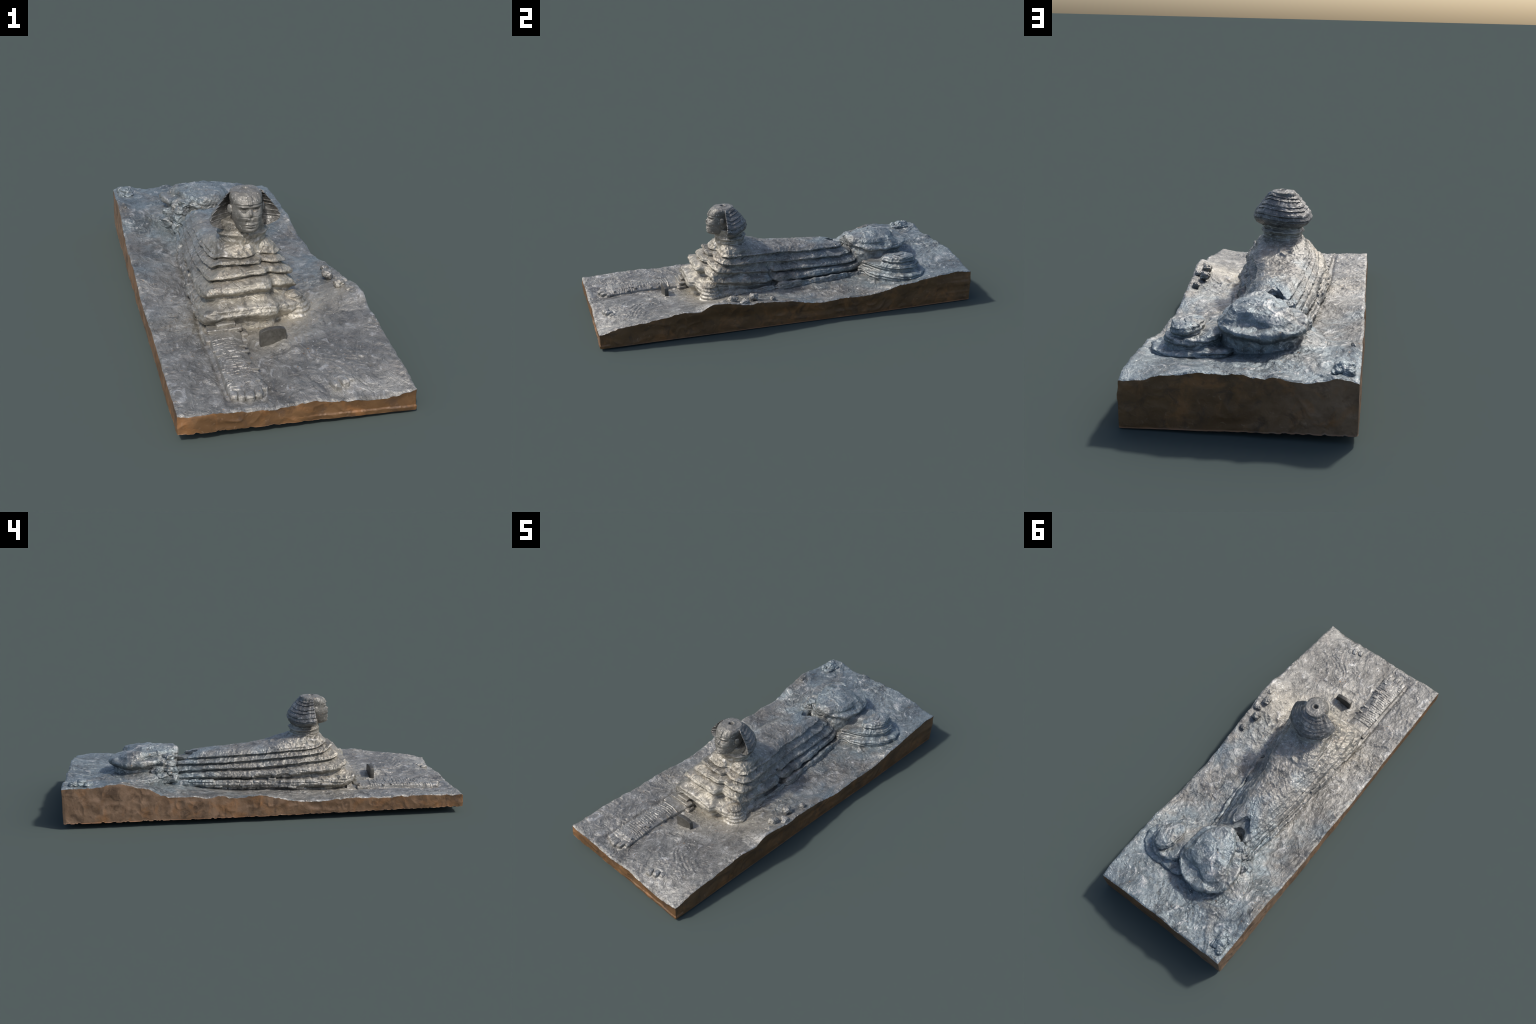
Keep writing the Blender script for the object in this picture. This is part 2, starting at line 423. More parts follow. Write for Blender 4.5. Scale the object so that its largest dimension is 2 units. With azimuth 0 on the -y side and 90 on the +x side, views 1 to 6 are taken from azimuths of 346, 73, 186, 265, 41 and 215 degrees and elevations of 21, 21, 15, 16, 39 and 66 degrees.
def make_torso():
    n = 900
    a = np.linspace(0, 2 * np.pi, 20000, endpoint=False)
    def plan(power):
        e = 2 / power
        cu = np.sign(np.cos(a)) * np.abs(np.cos(a))**e; cv = np.sign(np.sin(a)) * np.abs(np.sin(a))**e
        pts = np.stack([cu * .17, cv * .43], -1)
        seg = np.linalg.norm(np.roll(pts, -1, 0) - pts, axis=1); s = np.r_[0, np.cumsum(seg)]
        tt = np.linspace(0, s[-1], n, endpoint=False)
        return np.interp(tt, s, np.r_[cu, cu[0]]), np.interp(tt, s, np.r_[cv, cv[0]])
    PLANS = [plan(p) for p in (13, 11, 8.5, 7, 6)]      # lower beds squarer
    u, v = PLANS[2]
    wl = np.clip(-u, 0, 1)**10; wr = np.clip(u, 0, 1)**10; wf = np.clip(-v, 0, 1)**14; wb = np.clip(v, 0, 1)**14
    W = wl + wr + wf + wb + 1e-6
    keys = []
    def row(k, dl, dz, wob):
        """k: bed index, dl: set back from lip, dz: height from lip"""
        u, v = PLANS[k]
        yF0, yR0 = FRONT_Y[k] + dl, REAR_Y[k] - dl * .4
        y = yF0 + (yR0 - yF0) * (v + 1) / 2
        xl = np.interp(y, YK, LEFT_X[k]) + dl; xr = np.interp(y, YK, RIGHT_X[k]) - dl
        x = xl + (xr - xl) * (u + 1) / 2
        q = np.stack([x, y, np.full(n, k * .7)], -1)
        # front: right half of the chest set back behind a ragged vertical break
        brk = -.005 + .012 * (4 - k) + .010 * vnoise(q, 18, 31)
        rec = sstep(brk, brk + .022, x) * (.030 + .010 * (k == 1))
        rec = rec + .018 * sstep(.06, .16, x) - .006 * np.exp(-((x - brk + .03) / .03)**2) * (k in (0, 1))
        y = y + rec * np.clip(-v, 0, 1)**6
        y = y - (.060 if k > 1 else .03) * np.exp(-((x + .050) / .036)**4) * np.clip(v, 0, 1)**8
        lipn = .010 * fbm(q, 9, 3, 41) + .005 * fbm(q, 34, 3, 43)
        x = x + np.where(np.abs(u) > .9, np.sign(u) * lipn * wob * np.where(u < 0, .55, 1), 0); y = y - lipn * .7 * wob * wf
        zl = np.interp(y, YK, LEFT_Z[k]); zr = np.interp(y, YK, RIGHT_Z[k])
        z = (wl * zl + wr * zr + wf * (FRONT_Z[k] - .012 * sstep(.02, .12, x) - .004 * (k > 1)) + wb * REAR_Z[k]) / W
        z = z + dz + (.005 + .007 * wf) * fbm(q + 9, 8, 3, 47)
        return np.stack([x, y, z], -1)
    # buried foot
    under = [.026, .022, .016, .015, .012]
    drop = [.058, .040, .020, .014, .012]
    lowest = row(0, .016, -.12, .3)
    keys.append(lowest)
    for k in range(5):
        keys.append(row(k, under[k], -drop[k], .5))
        keys.append(row(k, .000, -drop[k] * .42, 1))
        keys.append(row(k, .002, -drop[k] * .12, 1))
        keys.append(row(k, .009, .003, .8))
    K = np.array(keys)
    rows = catmull_rows(K, 11)
    last = rows[-1]
    cap = []
    m = 70
    ys = np.clip(last[:, 1], -.27, .30)
    xs = np.interp(ys, [-.3, -.1, .05, .3], [-.012, -.035, -.048, -.045])
    zs = np.interp(ys, SPINE_Y, SPINE_Z)
    for i in range(1, m + 1):
        t = i / m; s_ = 1 - t
        q = np.empty_like(last)
        q[:, 0] = xs + (last[:, 0] - xs) * s_
        q[:, 1] = ys + (last[:, 1] - ys) * s_
        zc = np.interp(q[:, 1], SPINE_Y, SPINE_Z)
        w = s_ ** 5
        q[:, 2] = zc * (1 - w) + last[:, 2] * w
        cap.append(q)
    P = np.concatenate([rows, np.array(cap)], 0)
    N = grid_normals(P, True)
    D = clay(P, .0024, 140, 40) + .0022 * fbm(warp(P, 30, .01, 141), 75, 3, 142)
    wall = 1 - sstep(.55, .85, np.abs(N[..., 2]))
    strat = warp(P, 10, .02, 160) * np.array([.35, .35, 3.2])
    D = D + wall * (.0034 * fbm(strat, 26, 3, 161)) + .0026 * fbm(P, 16, 3, 162) * (1 - sstep(.27, .29, P[..., 2]))
    D = D + .0016 * ridge(warp(P, 18, .02, 163), 26, 164) * (1 - wall)
    # eroded lumps on the lower right flank, laid stones on the lower left flank
    right = sstep(.08, .12, P[..., 0]) * sstep(-.42, -.34, P[..., 1]) * (1 - sstep(.22, .27, P[..., 2]))
    D = D + right * (.010 * fbm(P * np.array([1, 1, 1.6]), 15, 3, 151))
    left = sstep(-.15, -.17, P[..., 0]) * sstep(-.46, -.40, P[..., 1]) * (1 - sstep(.36, .40, P[..., 1]))
    lim = .165 + .022 * vnoise(P * np.array([0, 1, 0]), 12, 7)
    left = left * (1 - sstep(lim - .004, lim + .004, P[..., 2]))
    rz = np.floor((P[..., 2] - .02 * P[..., 1]) / .0125)
    ln = .045 * (1 + .5 * _hash(rz.astype(np.int64), rz.astype(np.int64) * 0, rz.astype(np.int64) * 0, 3))
    cy = (P[..., 1] / ln + 7.3 * rz)
    ci = np.floor(cy)
    hsh = _hash(ci.astype(np.int64), rz.astype(np.int64), ci.astype(np.int64) * 0, 5)
    fr = np.minimum(np.abs(cy - ci), np.abs(1 + ci - cy)) * ln / .004
    frz = (P[..., 2] - .02 * P[..., 1]) / .0125 - rz; frz = np.minimum(frz, 1 - frz) * .0125 / .0025
    joint = np.clip(np.minimum(fr, frz), 0, 1)
    D = D + left * joint * (.012 * hsh - .002)
    yy, zz_ = P[..., 1], P[..., 2]
    D = D + right * (-.016 * np.exp(-((yy + .045 + .2 * (zz_ - .15)) / .012)**2) + .016 * np.exp(-((yy - .005) / .028)**2 - ((zz_ - .165) / .026)**2)
                     + .010 * np.exp(-((yy - .10) / .03)**2 - ((zz_ - .15) / .012)**2) - .008 * np.exp(-((yy + .16) / .03)**2 - ((zz_ - .13) / .02)**2))
    # dimple behind the neck and socket at the rump
    dd = np.hypot(P[..., 0] + .05, P[..., 1] + .085)
    dim = -.007 * np.exp(-((P[..., 0] + .055)**2 + (P[..., 1] + .08)**2) / .010**2) + .004 * np.exp(-((dd - .028) / .009)**2) * sstep(.27, .30, P[..., 2])
    D = D + dim
    P = P + N * D[..., None]
    F = grid_faces(len(P), n, True)
    build('torso', P, F, ROOT, ROCK)
make_torso()

# ------------------------------------------------------------------ neck
def ell(cx, cy, rx, ryf, ryb, z, tilt=0.0, n=16):
    out = []
    for i in range(n):
        t = 2 * math.pi * i / n
        s = math.sin(t)
        out.append((cx + rx * math.cos(t), cy + (ryb if s > 0 else ryf) * s, z + tilt * s))
    return out

def make_neck():
    c = (-.015, -.245)
    L = []
    for z, rx, rf, rb, tl in [(.31,.098,.088,.092,.01),(.335,.090,.078,.083,.01),(.355,.084,.074,.076,.006),(.362,.085,.074,.077,.004),(.366,.083,.073,.074,0),(.374,.084,.073,.076,0),(.381,.092,.074,.085,0),(.386,.092,.074,.085,0),(.391,.082,.072,.074,0),(.400,.080,.070,.070,0),(.43,.08,.07,.07,0)]:
        L.append(ell(c[0], c[1], rx, rf, rb, z, tl))
    P, F = radial_stack(c, L, (c[0], c[1], .44), n=300, sub=7, cap_rows=6,
                        disp=lambda P, N: clay(P, .0022, 210, 40) + .002 * np.sin(P[..., 2] * 520 + 3 * fbm(P, 20, 2, 3)) * sstep(-.30, -.24, P[..., 1]))
    build('neck', P, F, ROOT, ROCK)
make_neck()

# ------------------------------------------------------------------ head
HX = -.010
def make_face():
    c = (HX, -.282)
    zk = [.400, .404, .410, .420, .432, .440, .450, .460, .470, .482, .494, .503, .507, .512, .526, .536, .541, .545]
    yf = [.044, .064, .078, .083, .082, .083, .082, .083, .082, .079, .074, .071, .070, .068, .060, .050, .043, .036]
    aw = [.020, .030, .037, .044, .048, .050, .052, .0545, .0555, .0555, .055, .0545, .056, .057, .057, .055, .051, .046]
    nrow = 190; n = 320
    zz = np.r_[np.linspace(.400, .412, 24, endpoint=False), np.linspace(.412, .545, nrow - 24)]
    YF = np.interp(zz, zk, yf); AW = np.interp(zz, zk, aw)
    for _ in range(4):
        YF[1:-1] = (YF[:-2] + 2 * YF[1:-1] + YF[2:]) / 4; AW[1:-1] = (AW[:-2] + 2 * AW[1:-1] + AW[2:]) / 4
    th = np.linspace(-np.pi, np.pi, n, endpoint=False)
    ct, st = np.cos(th), np.sin(th)
    ex = 2 / 2.5
    X = np.sign(ct) * np.abs(ct)**ex; Y = np.sign(st) * np.abs(st)**ex
    P = np.zeros((nrow, n, 3))
    P[..., 0] = c[0] + AW[:, None] * X[None]
    P[..., 1] = c[1] + np.where(st < 0, YF[:, None], .060) * Y[None]
    P[..., 2] = zz[:, None]
    fx = P[..., 0] - HX; fz = P[..., 2]
    fr = np.clip(-Y, 0, 1)[None] ** 1.5
    def g(x0, z0, sx, sz):
        return np.exp(-((fx - x0) / sx)**2 - ((fz - z0) / sz)**2)
    d = np.zeros_like(fx)
    for s in (-1, 1):
        d -= .0140 * g(s * .0225, .4885, .0150, .0070)          # eye socket
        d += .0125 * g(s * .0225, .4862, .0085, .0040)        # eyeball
        d -= .0030 * np.exp(-((np.abs(fz - (.4865 + .0052 * (1 - ((fx - s*.0225)/.012)**2))) / .0012)**2)) * (np.abs(fx - s*.0225) < .012)
        d += .0055 * g(s * .023, .5010, .020, .0034)      # brow
        d += .0045 * g(s * .026, .464, .013, .010)            # cheekbone
        d -= .0028 * g(s * .014, .447, .006, .008)            # fold beside the mouth
    d += .0085 * g(0, .480, .0060, .010)                      # broken nose bridge
    d -= .0045 * g(.002, .463, .009, .005)                    # missing nose tip
    d += .0035 * g(-.006, .4585, .005, .004) + .0030 * g(.006, .458, .004, .004)
    d += .0050 * g(0, .4395, .015, .0032) + .0052 * g(0, .4315, .012, .0034)   # lips
    d -= .0036 * g(0, .4356, .019, .0012)                     # mouth line
    d -= .0030 * g(0, .424, .014, .0035)                      # under lip
    d += .0035 * g(0, .415, .014, .006)                       # chin
    d += .0040 * sstep(.5075, .5095, fz)                      # headband edge
    d += .0060 * sstep(.507, .511, fz) * sstep(.009, .006, np.abs(fx - .001)) * sstep(.540, .534, fz)  # uraeus stump
    # crack lines of the bedding
    d -= .0020 * np.exp(-((fz - .4665 - .02 * fx) / .0009)**2) - .0
    d -= .0012 * np.exp(-((fz - .4475 + .03 * fx) / .0009)**2)
    P[..., 1] -= d * fr
    nc = 40
    last = P[-1]
    cap = []
    for i in range(1, nc + 1):
        s = max(1 - i / nc, .003)
        q = last.copy()
        q[:, 0] = HX + (last[:, 0] - HX) * s; q[:, 1] = -.276 + (last[:, 1] + .276) * s
        q[:, 2] = .545 + .004 * (1 - s**2)
        rr = np.hypot(q[:, 0] - HX, q[:, 1] + .277)
        q[:, 2] -= .020 * sstep(.014, .008, rr) - .002 * np.exp(-((rr - .018) / .005)**2)
        cap.append(q)
    P = np.concatenate([P, np.array(cap)], 0)
    N = grid_normals(P, True)
    amt = .0007 + .0013 * sstep(.505, .52, P[..., 2])
    P = P + N * (clay(P, 1.0, 230, 50) * amt)[..., None]
    F = grid_faces(len(P), n, True)
    F = np.concatenate([F, ], 0)
    build('head', P, F, ROOT, FACE)
make_face()

def make_headdress():
    zk = [.398, .402, .408, .418, .430, .440, .463, .486, .512, .532, .540]
    wk = [.070, .086, .098, .118, .128, .1275, .118, .100, .081, .064, .054]
    bk = [-.185,-.178,-.172,-.160,-.154,-.154,-.160,-.176,-.196,-.218,-.232]
    tk = [-.270,-.277,-.281,-.285,-.287,-.287,-.285,-.283,-.283,-.281,-.278]
    nr = 220
    zz = np.linspace(.398, .540, nr)
    lay = np.array([.434, .451, .476, .490, .513, .525, .541])
    nb, nf = 240, 90
    rows = []
    ph = np.linspace(0, np.pi, nb)
    for z in zz:
        bx = np.cos(ph); by = np.sin(ph)
        zw = z + .014 * fbm(np.stack([bx * .13, by * .13, bx * 0], -1), 14, 3, 301)
        k = np.clip(np.searchsorted(lay, zw), 0, len(lay) - 1)
        lo = np.where(k > 0, lay[np.maximum(k - 1, 0)], .390)
        f = np.clip((zw - lo) / (lay[k] - lo), 0, 1)
        ledge = .0068 * (.45 + .75 * sstep(-.4, .5, fbm(np.stack([bx * .13, by * .13, bx * 0 + z], -1), 16, 2, 303))) * (sstep(0, .22, f) * (1 - f) - .30) * (z > .405) - .002 * (f < .1)
        ze = zw
        w = np.interp(ze, zk, wk) + ledge; yb = np.interp(ze, zk, bk) + ledge
        yt = np.interp(z, zk, tk)
        ex = .92
        back_y = yt + .0 + (yb - yt) * np.sign(by) * np.abs(by)**ex
        x = HX - .002 + w * np.sign(bx) * np.abs(bx)**.96
        A = np.stack([x, back_y, np.full(nb, z)], -1)           # right tip -> back -> left tip
        # front return: left tip -> hollow beside the face -> behind the face -> right tip
        q = np.linspace(0, 1, nf + 2)[1:-1]
        xl, xr = A[-1, 0], A[0, 0]
        xx = xl + (xr - xl) * q
        hollow = .048 * (1 - np.abs(2 * q - 1)**2.5) * sstep(.545, .525, z) 
        yy = A[-1, 1] + (A[0, 1] - A[-1, 1]) * q + hollow
        B = np.stack([xx, yy, np.full(nf, z)], -1)
        rows.append(np.concatenate([A, B], 0))
    P = np.array(rows)
    last = P[-1]; first = P[0]
    cap = [];
    for i in range(1, 13):
        s = max(1 - i / 12, .004)
        q = last.copy(); q[:, :2] = np.array([HX, -.265]) + (last[:, :2] - np.array([HX, -.265])) * s
        q[:, 2] = last[:, 2] + .001 * (1 - s); cap.append(q)
    bot = []
    for i in range(8):
        s = max(i / 8, .004)
        q = first.copy(); q[:, :2] = np.array([HX, -.25]) + (first[:, :2] - np.array([HX, -.25])) * s
        bot.append(q)
    P = np.concatenate([np.array(bot), P, np.array(cap)], 0)
    N = grid_normals(P, True)
    P = P + N * (clay(P, .0017, 310, 44))[..., None]
    build('headdress', P, grid_faces(len(P), nb + nf, True), ROOT, CREST)
make_headdress()

# ------------------------------------------------------------------ rocks and lumps
def lump(name, c, r, rot=0.0, seed=0, mat=None, parent=None, rough=.22, square=2.6, layers=0, n=72, m=44):
    th = np.linspace(-np.pi, np.pi, n, endpoint=False)[None, :]
    ph = np.linspace(-np.pi / 2, np.pi / 2, m)[:, None]
    e = 2 / square
    pw = lambda a: np.sign(a) * np.abs(a)**e
    D = np.stack([pw(np.cos(ph)) * pw(np.cos(th)), pw(np.cos(ph)) * pw(np.sin(th)), pw(np.sin(ph)) + 0 * th], -1)
    q = D + seed * 3.7
    k = 1 + rough * fbm(q, 1.5, 4, seed)
    if layers:
        k = k * (1 + .10 * np.sin(D[..., 2] * layers * 3 + 1.5 * fbm(q, 1.2, 2, seed + 4)) * np.array(np.cos(ph)))
    S = D * k[..., None] * np.array(r)
    cr, sr = math.cos(rot), math.sin(rot)
    P = np.stack([c[0] + S[..., 0] * cr - S[..., 1] * sr, c[1] + S[..., 0] * sr + S[..., 1] * cr, c[2] + S[..., 2]], -1)
    N = grid_normals(P, True)
    P = P + N * clay(P, .0012, seed + 9, 55)[..., None]
    return build(name, P, grid_faces(m, n, True), parent or ROOT, mat or ROCK)

for sx in (-1, 1):
    lump('ear', (HX + sx * .060, -.296, .484), (.006, .012, .015), -sx * .5, 160 + sx, mat=FACE, parent=bpy.data.objects['head'], rough=.12)

# ------------------------------------------------------------------ haunch
def lv(pts, z):
    return [(p[0], p[1], z + (p[2] if len(p) > 2 else 0)) for p in pts]

def make_haunch():
    c = (-.038, .60)
    foot = [(.05,.47),(-.02,.45),(-.10,.45),(-.155,.51),(-.182,.60),(-.172,.690),(-.118,.745),(-.050,.756),(.03,.738),(.085,.68),(.095,.58)]
    brim = [(.078,.485),(.01,.447),(-.06,.440),(-.115,.47),(-.16,.52),(-.196,.58),(-.207,.66),(-.182,.735),(-.122,.770),(-.06,.785),(.012,.774),(.072,.730),(.102,.657),(.100,.57)]
    brim2 = [(x * .95 - .0025, y + (.61 - y) * .05) for x, y in brim]
    plat = [(.056,.505),(.072,.60),(.062,.675),(.010,.700),(-.036,.694),(-.109,.716),(-.152,.675),(-.140,.594),(-.105,.50),(-.062,.452),(.005,.455)]
    plat0 = [(x + (-.05 - x) * -.03, y + (.59 - y) * -.03) for x, y in plat]
    mv = lambda pts: [(x + .014, y - .010) for x, y in pts]
    brim, plat, foot = mv(brim), mv(plat), mv(foot)
    brim2, plat0 = mv(brim2), mv(plat0)
    dzb = lambda p: (p[0], p[1], .010 * (p[0] < -.1) + .004 * (p[0] > .0) + .010 * (p[1] < .5))
    def back(p, k, dz):
        w = max(0, min(1, (p[1] - .58) / .08))
        return (p[0] + (p[0] - c[0]) * k * w, p[1] + (p[1] - c[1]) * k * w, dz * w)
    L = [lv(foot, .09), lv(foot, .19), lv([(x * .97, y) for x, y in foot], .222),
         lv([dzb(p) for p in brim2], .232), lv([dzb(p) for p in brim], .241), lv([dzb(p) for p in brim], .249), lv([dzb(p) for p in brim2], .257),
         lv([back(p, .17, -.008) for p in plat0], .272), lv([back(p, .05, -.002) for p in plat], .284), lv([back((x + (-.05 - x) * .08, y + (.59 - y) * .08), -.10, .002) for x, y in plat], .297)]
    def disp(P, N):
        d = clay(P, .0032, 400, 34) + .012 * fbm(P + 3, 7, 3, 409) * sstep(.255, .275, P[..., 2])
        d = d + .004 * ridge(warp(P, 12, .02, 405), 18, 404) + .012 * fbm(P, 12, 3, 401) * sstep(.2, .24, P[..., 2])
        front = sstep(.52, .46, P[..., 1]) * sstep(.32, .28, P[..., 2])
        return d + front * (.012 * fbm(P * np.array([1, 1, .8]), 30, 3, 402))
    P, F = radial_stack(c, L, (-.042, .568, .309), n=460, sub=9, cap_rows=50, cap_pow=1.7, disp=disp)
    build('haunch', P, F, ROOT, ROCK)

def make_hind_leg():
    c = (.20, .63)
    base = [(.09,.455),(.14,.462),(.19,.475),(.25,.512),(.305,.56),(.340,.635),(.332,.710),(.285,.758),(.22,.770),(.168,.764),(.130,.765),(.075,.765),(.045,.72),(.04,.64),(.04,.58),(.06,.50)]
    mid = [(.10,.472),(.14,.483),(.185,.502),(.225,.525),(.268,.565),(.302,.648),(.278,.715),(.235,.742),(.185,.735),(.140,.720),(.100,.680),(.080,.600),(.080,.520)]
    up = [(.180,.555),(.205,.545),(.235,.560),(.262,.595),(.280,.648),(.255,.704),(.220,.712),(.195,.690),(.180,.640),(.172,.590)]
    ins = lambda pts, k: [(x + (c[0] - x) * k, y + (c[1] - y) * k) for x, y in pts]
    zb = lambda p: (p[0], p[1], -.014 * max(0, min(1, (.62 - p[1]) / .14)) + .022 * max(0, min(1, (.2 - p[0]) / .15)) * (p[1] > .6))
    L = [lv(ins(base, .02), .08), lv([zb(p) for p in ins(base, .015)], .145), lv([zb(p) for p in base], .160), lv([zb(p) for p in ins(base, .03)], .171),
         lv([zb(p) for p in ins(mid, -.01)], .176), lv([zb(p) for p in ins(mid, .05)], .188), lv([zb(p) for p in mid], .200), lv([zb(p) for p in ins(mid, .05)], .209),
         lv(ins(up, -.04), .210), lv(ins(up, .06), .217), lv(up, .227), lv(ins(up, .06), .237), lv(ins(up, .16), .240)]
    def disp(P, N):
        lay = .0028 * np.sin(P[..., 2] * 420 + 2.5 * fbm(P, 14, 3, 5))
        return clay(P, .0030, 420, 40) + .013 * fbm(P, 13, 4, 421) + .004 * ridge(warp(P, 14, .02, 423) * np.array([1, 1, .3]), 22, 424) + lay * (1 - np.abs(N[..., 2]))
    P, F = radial_stack(c, L, (.225, .64, .246), n=420, sub=8, cap_rows=30, cap_pow=3, disp=disp)
    build('hind_leg', P, F, ROOT, ROCK)
    # cap stones on the knee
    lump('knee_stone', (.250, .655, .241), (.026, .050, .009), .25, 3, layers=3)
    lump('knee_stone', (.214, .640, .243), (.020, .050, .011), .3, 5, layers=3)
    lump('knee_stone', (.215, .590, .226), (.022, .030, .012), .4, 8, layers=3)

def make_left_hind():
    c = (-.20, .60)
    base = [(-.10,.50),(-.16,.49),(-.215,.51),(-.262,.57),(-.278,.63),(-.270,.70),(-.235,.735),(-.17,.75),(-.10,.74),(-.08,.62)]
    ins = lambda pts, k: [(x + (c[0] - x) * k, y + (c[1] - y) * k) for x, y in pts]
    L = [lv(base, .12), lv(base, .178), lv(ins(base, .05), .188), lv(ins(base, .14), .190), lv(ins(base, .20), .197), lv(ins(base, .3), .200)]
    P, F = radial_stack(c, L, (-.18, .60, .208), n=260, sub=7, cap_rows=24, cap_pow=2,
                        disp=lambda P, N: clay(P, .0028, 440, 40) + .006 * fbm(P, 16, 3, 441))
    build('hind_paw', P, F, ROOT, ROCK)
    specs = [((-.150,.455,.172),(.044,.042,.020)),((-.155,.458,.208),(.042,.040,.019)),((-.143,.462,.240),(.036,.036,.015)),((-.125,.466,.268),(.030,.030,.014)),
             ((-.190,.505,.182),(.040,.045,.018)),((-.180,.515,.215),(.030,.040,.016)),((-.165,.495,.246),(.018,.018,.013)),((-.140,.440,.140),(.05,.03,.025))]
    for i, (p, r) in enumerate(specs):
        lump('rock_fold', (p[0] + .018, p[1] + .012, p[2]), (r[0] * .95, r[1] * .95, r[2] * 1.35), .2 * i, 20 + i, square=3.2, rough=.38)
make_haunch(); make_hind_leg(); make_left_hind()

# ------------------------------------------------------------------ forelimb
def make_foreleg():
    # slab of stonework from chest to toes; profile across, sampled along
    ny, nx = 420, 150
    yv = np.linspace(-.915, -.440, ny)[:, None]
    xl = np.interp(yv, [-.915, -.88, -.80, -.60, -.515, -.475], [-.208, -.215, -.213, -.207, -.205, -.20])
    xr = np.interp(yv, [-.915, -.87, -.80, -.72, -.60, -.52, -.475], [-.088, -.083, -.087, -.094, -.094, -.084, -.08])
    u = np.linspace(-1, 1, nx)[None, :]
    zt = np.interp(yv, [-.915, -.90, -.86, -.75, -.62, -.53, -.475], [.082, .093, .106, .110, .110, .110, .116])
    side = np.sign(u) * np.minimum(np.abs(u) * 1.12, 1) 
    x = (xl + xr) / 2 + (xr - xl) / 2 * side
    crown = 1 - np.abs(u)**3 * .26
    dropw = sstep(.80, 1.0, np.abs(u))
    z = .060 + (zt - .060 - .006 * sstep(.2, .8, u)) * crown * (1 - dropw)
    y = yv + 0 * u
    P = np.stack([x, y, z], -1)
    # courses of small bricks
    lx = (x + .3) ; ly = (y + 1)
    ly = ly + .005 * vnoise(P, 22, 505)
    row = np.floor(ly / .0135)
    cw = .024 + .014 * _hash(row.astype(np.int64), row.astype(np.int64) * 0, row.astype(np.int64) * 0, 1)
    cx = lx / cw + row * .37 + .25 * vnoise(P, 40, 506)
    ci = np.floor(cx)
    h = _hash(ci.astype(np.int64), row.astype(np.int64), row.astype(np.int64) * 0, 2)
    f1 = np.minimum(ly / .0135 - row, 1 - (ly / .0135 - row)) * .0135 / .0022
    f2 = np.minimum(cx - ci, 1 - (cx - ci)) * cw / .0022
    joint = np.clip(np.minimum(f1, f2), 0, 1)
    zone = sstep(-.565, -.575, y) * sstep(-.895, -.885, y) * (1 - dropw)
    zone = zone * sstep(-.2, .25, fbm(P, 14, 2, 500))
    z2 = joint * (.0040 * h) - .0018 * (1 - joint)
    z = z + zone * z2 + (clay(P, .0012, 501, 44)) * (1 - dropw)
    z = z + .004 * np.exp(-((y + .565) / .004)**2) * (1 - dropw)
    P = np.stack([x, y, z], -1)
    build('foreleg', P, grid_faces(ny, nx, False), ROOT, BRICK)
    leg = bpy.data.objects['foreleg']
    # toes
    for i, (tx, ty, w, l) in enumerate([(-.198,-.902,.013,.020),(-.176,-.908,.012,.022),(-.151,-.913,.0155,.026),(-.121,-.900,.0135,.028),(-.097,-.880,.011,.020)]):
        lump('toe', (tx, ty, .080 + .002 * (i in (2, 3))), (w, l, .017), -.12, 60 + i, parent=leg, square=3.6, rough=.12)
    # steps where the leg leaves the chest
    for (px, py, pz, a, bb, cc) in [(-.140,-.492,.112,.062,.020,.008),(-.136,-.482,.124,.034,.016,.009),(-.075,-.500,.085,.013,.024,.015),(-.205,-.520,.090,.012,.03,.014)]:
        lump('step_stone', (px, py, pz), (a, bb, cc), .0, int(1000 * (px + 1)) % 97, parent=leg, square=6, rough=.10)
    # single blocks standing proud of the courses
    rnd = random.Random(11)
    proto = None
    for i in range(34):
        py = rnd.uniform(-.86, -.59); px = rnd.uniform(-.198, -.102)
        if proto is None:
            proto = lump('brick', (0, 0, 0), (.5, .5, .5), 0, 77, mat=BRICK, parent=leg, square=7, rough=.10, n=40, m=24)
            ob = proto
        else:
            ob = proto.copy(); COL.objects.link(ob)
        zt_ = np.interp(py, [-.915, -.90, -.86, -.75, -.62, -.53], [.078, .090, .104, .108, .108, .108]) - .006 * abs((px + .15) / .06)**3
        ob.location = (px, py, zt_ - .0005 + rnd.uniform(-.001, .001))
        if rnd.random() < .45:
            ob.scale = (rnd.uniform(.010, .015), rnd.uniform(.018, .034), .008)
        else:
            ob.scale = (rnd.uniform(.016, .032), rnd.uniform(.008, .013), .0075)
        ob.rotation_euler = (0, 0, rnd.uniform(-.12, .06))
make_foreleg()

# right forefoot: buried, only toes show
for i, (x, y, z, a, bb, cc) in enumerate([(.118,-.932,.088,.014,.020,.017),(.149,-.921,.090,.014,.021,.018),(.174,-.905,.090,.012,.018,.013)]):
    lump('toe', (x, y, z), (a, bb, cc), .25, 80 + i, square=3.2, rough=.16)

# right shoulder foot: weathered courses
def make_shoulder_foot():
    c = (.140, -.395)
    ins = lambda k: [(c[0] + .062 * k * math.cos(t), c[1] + .060 * k * math.sin(t)) for t in np.linspace(0, 2 * np.pi, 14, endpoint=False)]
    L = [lv(ins(1.06), .06)]
    z = .098; k = 1.06
    for i in range(5):
        L += [lv(ins(k), z), lv(ins(k), z + .009), lv(ins(k - .06), z + .013)]
        z += .0165; k -= .125
    P, F = radial_stack(c, L, (c[0], c[1] + .01, z + .006), n=240, sub=6, cap_rows=18,
                        disp=lambda P, N: clay(P, .0026, 600, 44) + .009 * fbm(P, 18, 3, 601))
    build('foot_masonry', P, F, ROOT, ROCK)
make_shoulder_foot()

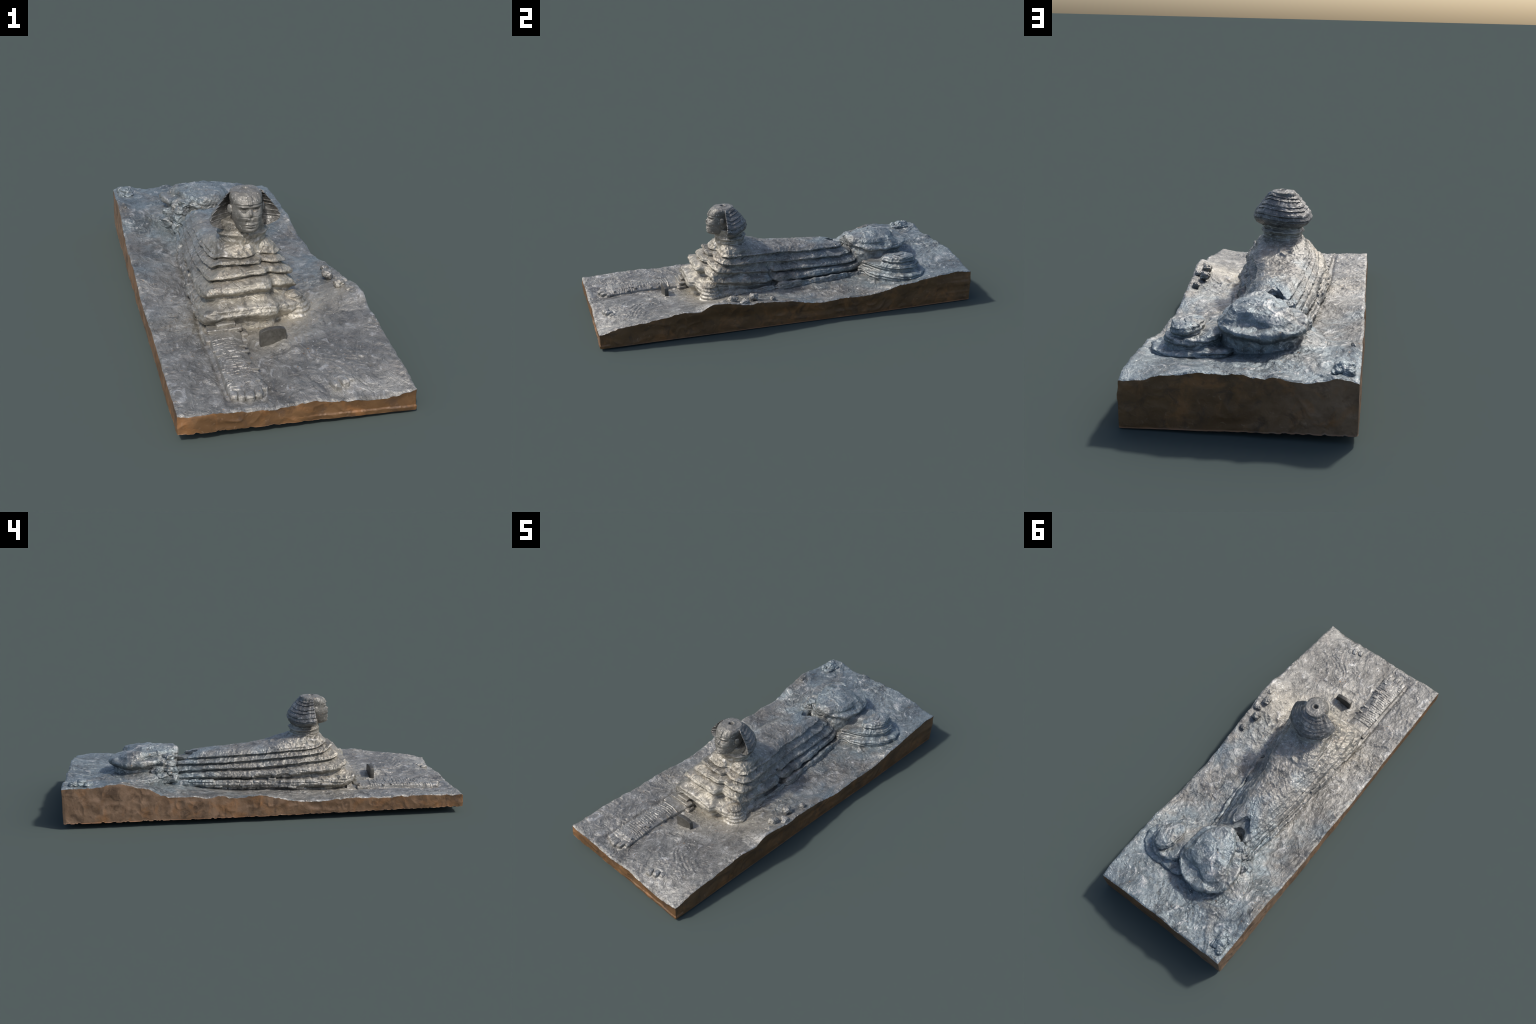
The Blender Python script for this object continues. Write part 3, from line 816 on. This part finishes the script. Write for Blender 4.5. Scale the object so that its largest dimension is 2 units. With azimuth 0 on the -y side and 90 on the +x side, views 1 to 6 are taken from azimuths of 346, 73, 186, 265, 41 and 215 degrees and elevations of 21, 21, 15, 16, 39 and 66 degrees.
# ------------------------------------------------------------------ stele
def make_stele():
    me = bpy.data.meshes.new('stele')
    w, t = .0465, .0100
    prof = [(-w, .055), (-w, .138), (-w * .93, .1445), (-w * .6, .150), (-.2 * w, .153), (.25 * w, .153), (.6 * w, .151), (w * .88, .147), (w * .97, .138), (w * 1.0, .118), (w, .055)]
    rows = []
    for yy, k in ((-t, .93), (-t * .97, .985), (-t * .7, 1.0), (t * .7, 1.0), (t * .97, .985), (t, .93)):
        rows.append([(x * k, yy, .055 + (z - .055) * (1 - (1 - k) * .35)) for x, z in prof])
    R = np.array(rows)
    V = R.reshape(-1, 3)
    n = len(prof)
    F = [list(f) for f in grid_faces(6, n, True)] + [list(range(n))[::-1], [5 * n + i for i in range(n)]]
    me = mesh_from('stele', V, F)
    ob = add_object('stele', me, ROOT, STELE)
    ob.location = (.004, -.606, 0); ob.rotation_euler = (0, 0, .03)
    md = ob.modifiers.new('b', 'BEVEL'); md.width = .0015; md.segments = 2; md.limit_method = 'ANGLE'
make_stele()

# ------------------------------------------------------------------ loose rocks on the quarry rim
rocks = [((.322,-.212,.152),(.020,.022,.020)),((.332,-.325,.156),(.022,.022,.018)),((.345,-.118,.136),(.015,.015,.014)),((.358,-.385,.150),(.018,.030,.016)),((.364,-.27,.144),(.014,.026,.014)),((.352,-.262,.146),(.018,.016,.014)),
         ((-.352,-.455,.103),(.022,.016,.009)),((-.344,-.401,.104),(.012,.011,.009)),((-.360,-.30,.098),(.010,.022,.006)),
         ((-.328,.905,.214),(.030,.034,.024)),((-.348,.935,.212),(.020,.024,.022)),((-.318,.865,.206),(.020,.020,.012)),((-.350,.87,.210),(.016,.02,.014)),((-.305,.925,.206),(.014,.018,.012)),
         ((-.362,.70,.208),(.012,.035,.014)),((.356,.235,.103),(.010,.026,.010)),((.356,-.05,.126),(.010,.022,.010))]
for i, (p, r) in enumerate(rocks):
    lump('rock', (p[0], p[1], p[2] - .006 * (p[1] < .5) + .014 * (p[0] > .3) * (p[1] < -.1)), (r[0], r[1], r[2] * .85), .12 * (i % 5 - 2), 100 + i, rough=.42, square=2.4)
